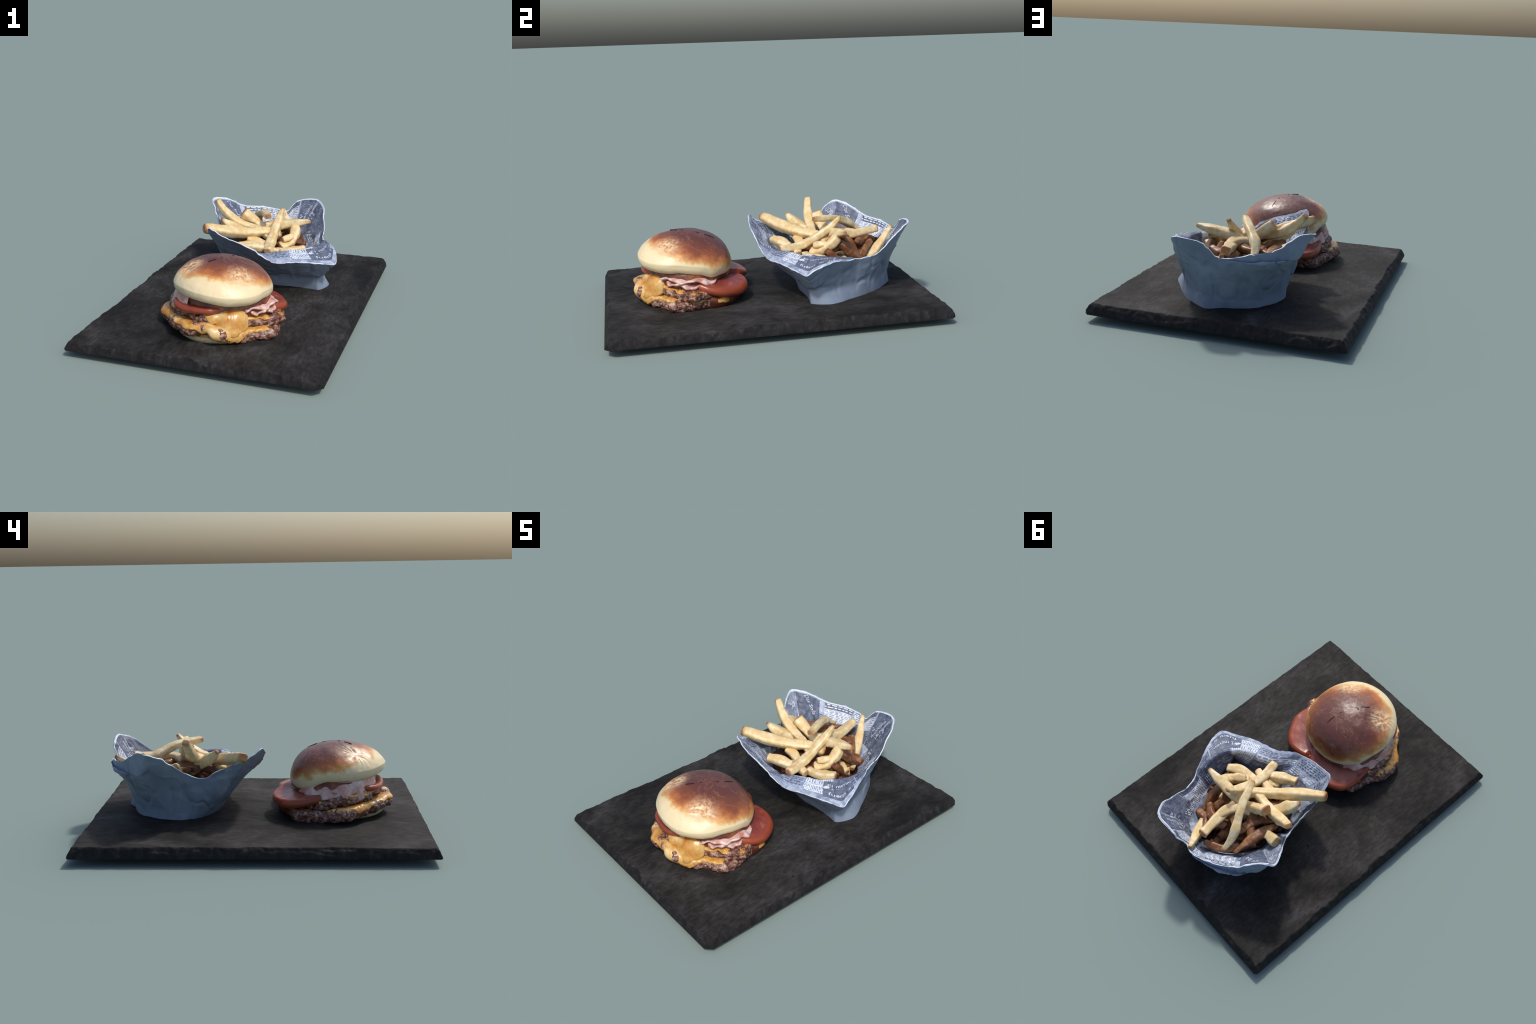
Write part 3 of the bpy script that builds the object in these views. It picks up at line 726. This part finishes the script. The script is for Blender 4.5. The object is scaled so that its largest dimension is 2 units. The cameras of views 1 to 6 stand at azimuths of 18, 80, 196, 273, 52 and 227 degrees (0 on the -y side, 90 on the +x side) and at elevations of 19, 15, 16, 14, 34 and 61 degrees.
def fry(points, width, mat, seed, name='french_fry', flat=0.85, taper=(0.8, 0.8)):
    """square-cut potato stick along a smooth path; local x runs along the chord"""
    P = np.array(points, float); n = len(P)
    if n == 2: P = np.array([P[0], P.mean(0) + [0, 0, 0.004], P[1]]); n = 3
    Q = np.vstack([2 * P[0] - P[1], P, 2 * P[-1] - P[-2]]); path = []
    for k in range(n - 1):
        for f in np.linspace(0, 1, 14, endpoint=False): path.append(catmull(Q[k], Q[k + 1], Q[k + 2], Q[k + 3], f))
    path.append(P[-1]); path = np.array(path); m = len(path)
    chord = path[-1] - path[0]; ex = chord / np.linalg.norm(chord)
    up = np.array([0, 0, 1.0]) if abs(ex[2]) < 0.9 else np.array([1.0, 0, 0])
    ey = np.cross(up, ex); ey /= np.linalg.norm(ey); ez = np.cross(ex, ey); R = np.array([ex, ey, ez]); org = path.mean(0)
    L = (path - org) @ R.T; tan = np.gradient(L, axis=0); tan /= np.linalg.norm(tan, axis=1, keepdims=True)
    rs = np.random.default_rng(seed); tw0, tw1 = rs.uniform(-.5, .5), rs.uniform(-.35, .35); ns = 20; V = []
    for k in range(m):
        f = k / (m - 1); t = tan[k]; a = np.cross([0, 0, 1.0], t); a /= max(np.linalg.norm(a), 1e-6); b = np.cross(t, a)
        w = width * (1 + 0.10 * math.sin(f * 7 + seed)); d0, d1 = f * (m - 1) / 3.0, (1 - f) * (m - 1) / 3.0
        w *= (taper[0] + (1 - taper[0]) * min(1, f * 3)) * (taper[1] + (1 - taper[1]) * min(1, (1 - f) * 3))
        if k == 0 or k == m - 1: w *= 0.80
        tw = tw0 + tw1 * f
        for q in range(ns):
            th = 2 * math.pi * q / ns; c, s = math.cos(th), math.sin(th); rr = (abs(c) ** 5 + abs(s) ** 5) ** (-0.2)
            y, z = w / 2 * rr * c, w / 2 * flat * rr * s; y, z = y * math.cos(tw) - z * math.sin(tw), y * math.sin(tw) + z * math.cos(tw)
            V.append(L[k] + a * y + b * z)
    V = np.array(V); W = V + seed * 3.7
    V += (W - W.mean(0)) * 0 + np.c_[0 * V[:, 0], 0.0045 * fbm(W, 22, 3, seed), 0.0045 * fbm(W, 22, 3, seed + 9)]
    faces = grid_faces(ns, m, True); faces.append(tuple(range(ns))[::-1]); faces.append(tuple((m - 1) * ns + i for i in range(ns)))
    me = bpy.data.meshes.new(name); me.from_pydata(V.tolist(), [], [list(f) for f in faces]); me.update(); me.materials.append(mat)
    bm = bmesh.new(); bm.from_mesh(me); bmesh.ops.recalc_face_normals(bm, faces=bm.faces); bm.to_mesh(me); bm.free()
    me.polygons.foreach_set('use_smooth', [len(p.vertices) == 4 for p in me.polygons])
    ob = bpy.data.objects.new(name, me); bpy.context.collection.objects.link(ob)
    mw = Matrix(R.T.tolist()).to_4x4(); mw.translation = Vector(org.tolist()) - fries.location
    ob.parent = fries; ob.matrix_local = mw
    return ob

FRIES = [   # path, width, coated?, end tapers
 ([(-.338,.388,.590), (-.285,.372,.530), (-.220,.364,.478), (-.138,.355,.445), (-.020,.338,.425), (.05,.33,.38)], .056, 0, (.8, .9)),
 ([(-.312,.062,.492), (-.188,.151,.455), (-.078,.248,.428), (.030,.350,.415), (.10,.41,.38)], .068, 0, (.85, .95)),
 ([(.112,.095,.366), (.088,.205,.368), (.083,.295,.394), (.078,.370,.434), (.083,.436,.483), (.093,.492,.546)], .062, 0, (.8, .35)),
 ([(.139,.290,.338), (.190,.342,.355), (.205,.397,.395), (.200,.445,.440)], .062, 0, (.85, .9)),
 ([(.297,.464,.481), (.210,.460,.465), (.105,.450,.440), (.02,.43,.40)], .064, 0, (.4, 1)),
 ([(-.085,.087,.387), (-.010,.130,.380), (.065,.170,.358)], .060, 0, (.95, 1)),
 ([(-.075,.240,.392), (-.020,.252,.372), (.035,.240,.365), (.080,.225,.362)], .052, 0, (1, 1)),
 ([(-.246,.215,.513), (-.205,.262,.462), (-.155,.325,.415), (-.10,.39,.36)], .070, 0, (.35, 1)),
 ([(-.158,.397,.520), (-.105,.410,.480), (-.045,.423,.430), (.02,.44,.37)], .066, 0, (.95, 1)),
 ([(.042,.332,.525), (-.019,.461,.510), (-.059,.526,.488), (-.093,.577,.465), (-.120,.635,.425), (-.128,.715,.372)], .058, 0, (.6, .35)),
 ([(.010,.754,.430), (.030,.655,.420), (.045,.545,.405)], .060, 0, (.95, 1)),
 ([(-.010,.861,.431), (.037,.797,.376), (.079,.739,.322), (.130,.660,.270), (.200,.560,.23)], .054, 0, (.5, .9)),
 ([(-.224,.373,.400), (-.195,.515,.392), (-.185,.680,.375)], .054, 1, (.5, .4)),
 ([(.036,.664,.410), (.040,.564,.425), (.003,.484,.420), (-.06,.44,.41)], .056, 0, (.6, 1)),
 ([(-.316,.462,.430), (-.255,.455,.400), (-.19,.46,.375)], .064, 0, (.95, 1)),
 ([(-.005,.757,.352), (-.106,.704,.350), (-.17,.62,.35)], .050, 1, (.6, .8)),
 ([(.212,.423,.385), (.190,.358,.395), (.144,.305,.38)], .048, 0, (.8, .8)),
 ([(.16,.58,.395), (.08,.62,.37), (-.02,.60,.36)], .055, 1, (.6, .9)),
 ([(.20,.45,.400), (.20,.53,.34), (.19,.62,.24)], .055, 1, (.9, .7)),
 ([(.30,.33,.335), (.22,.27,.325), (.12,.25,.32)], .060, 0, (.9, .9)),
 ([(-.16,.25,.385), (-.08,.34,.38), (-.01,.42,.38)], .06, 1, (.8, .9)),
 ([(-.13,.56,.385), (-.05,.55,.39), (.04,.50,.40)], .058, 1, (.8, .9)),
 ([(-.22,.57,.36), (-.13,.50,.375), (-.06,.42,.39)], .058, 1, (.8, .9)),
 ([(.05,.70,.36), (.11,.64,.33), (.16,.57,.26)], .052, 1, (.8, .9)),
 ([(-.02,.17,.345), (.06,.21,.340), (.16,.20,.335)], .056, 0, (.8, .9)),
 ([(.11,.52,.415), (.12,.56,.34), (.13,.60,.24)], .056, 1, (.8, .9)),
 ([(.24,.36,.37), (.23,.42,.31), (.21,.47,.24)], .052, 1, (.8, .9)),
 ([(-.20,.33,.40), (-.13,.44,.39), (-.10,.54,.37)], .056, 1, (.7, .9)),
]
frng = random.Random(23)
while len(FRIES) < 54:      # buried fries, half drowned in the gravy
    x, y, a, L = frng.uniform(-.22, .24), frng.uniform(.16, .72), frng.uniform(0, math.pi), frng.uniform(.07, .12)
    if math.hypot((x - 0.03) / 0.20, (y - 0.43) / 0.24) > 1: continue
    h = 0.285 - 0.11 * max(math.exp(-((x - 0.20) ** 2 + (y - 0.58) ** 2) / 0.0072), math.exp(-((x - 0.32) ** 2 + (y - 0.36) ** 2) / 0.0072)) + frng.uniform(-.004, .026); dz = frng.uniform(-.03, .03)
    c, d = math.cos(a), math.sin(a)
    FRIES.append(([(x - c * L, y - d * L, h - dz - .012), (x, y, h + .008), (x + c * L, y + d * L, h + dz - .012)], frng.uniform(.044, .058), frng.random() < .72, (.7, .8)))
for k, (pts, w, coated, tp) in enumerate(FRIES):
    fry(pts, w, M['fry_brown' if coated else 'fry'], 200 + k, taper=tp)
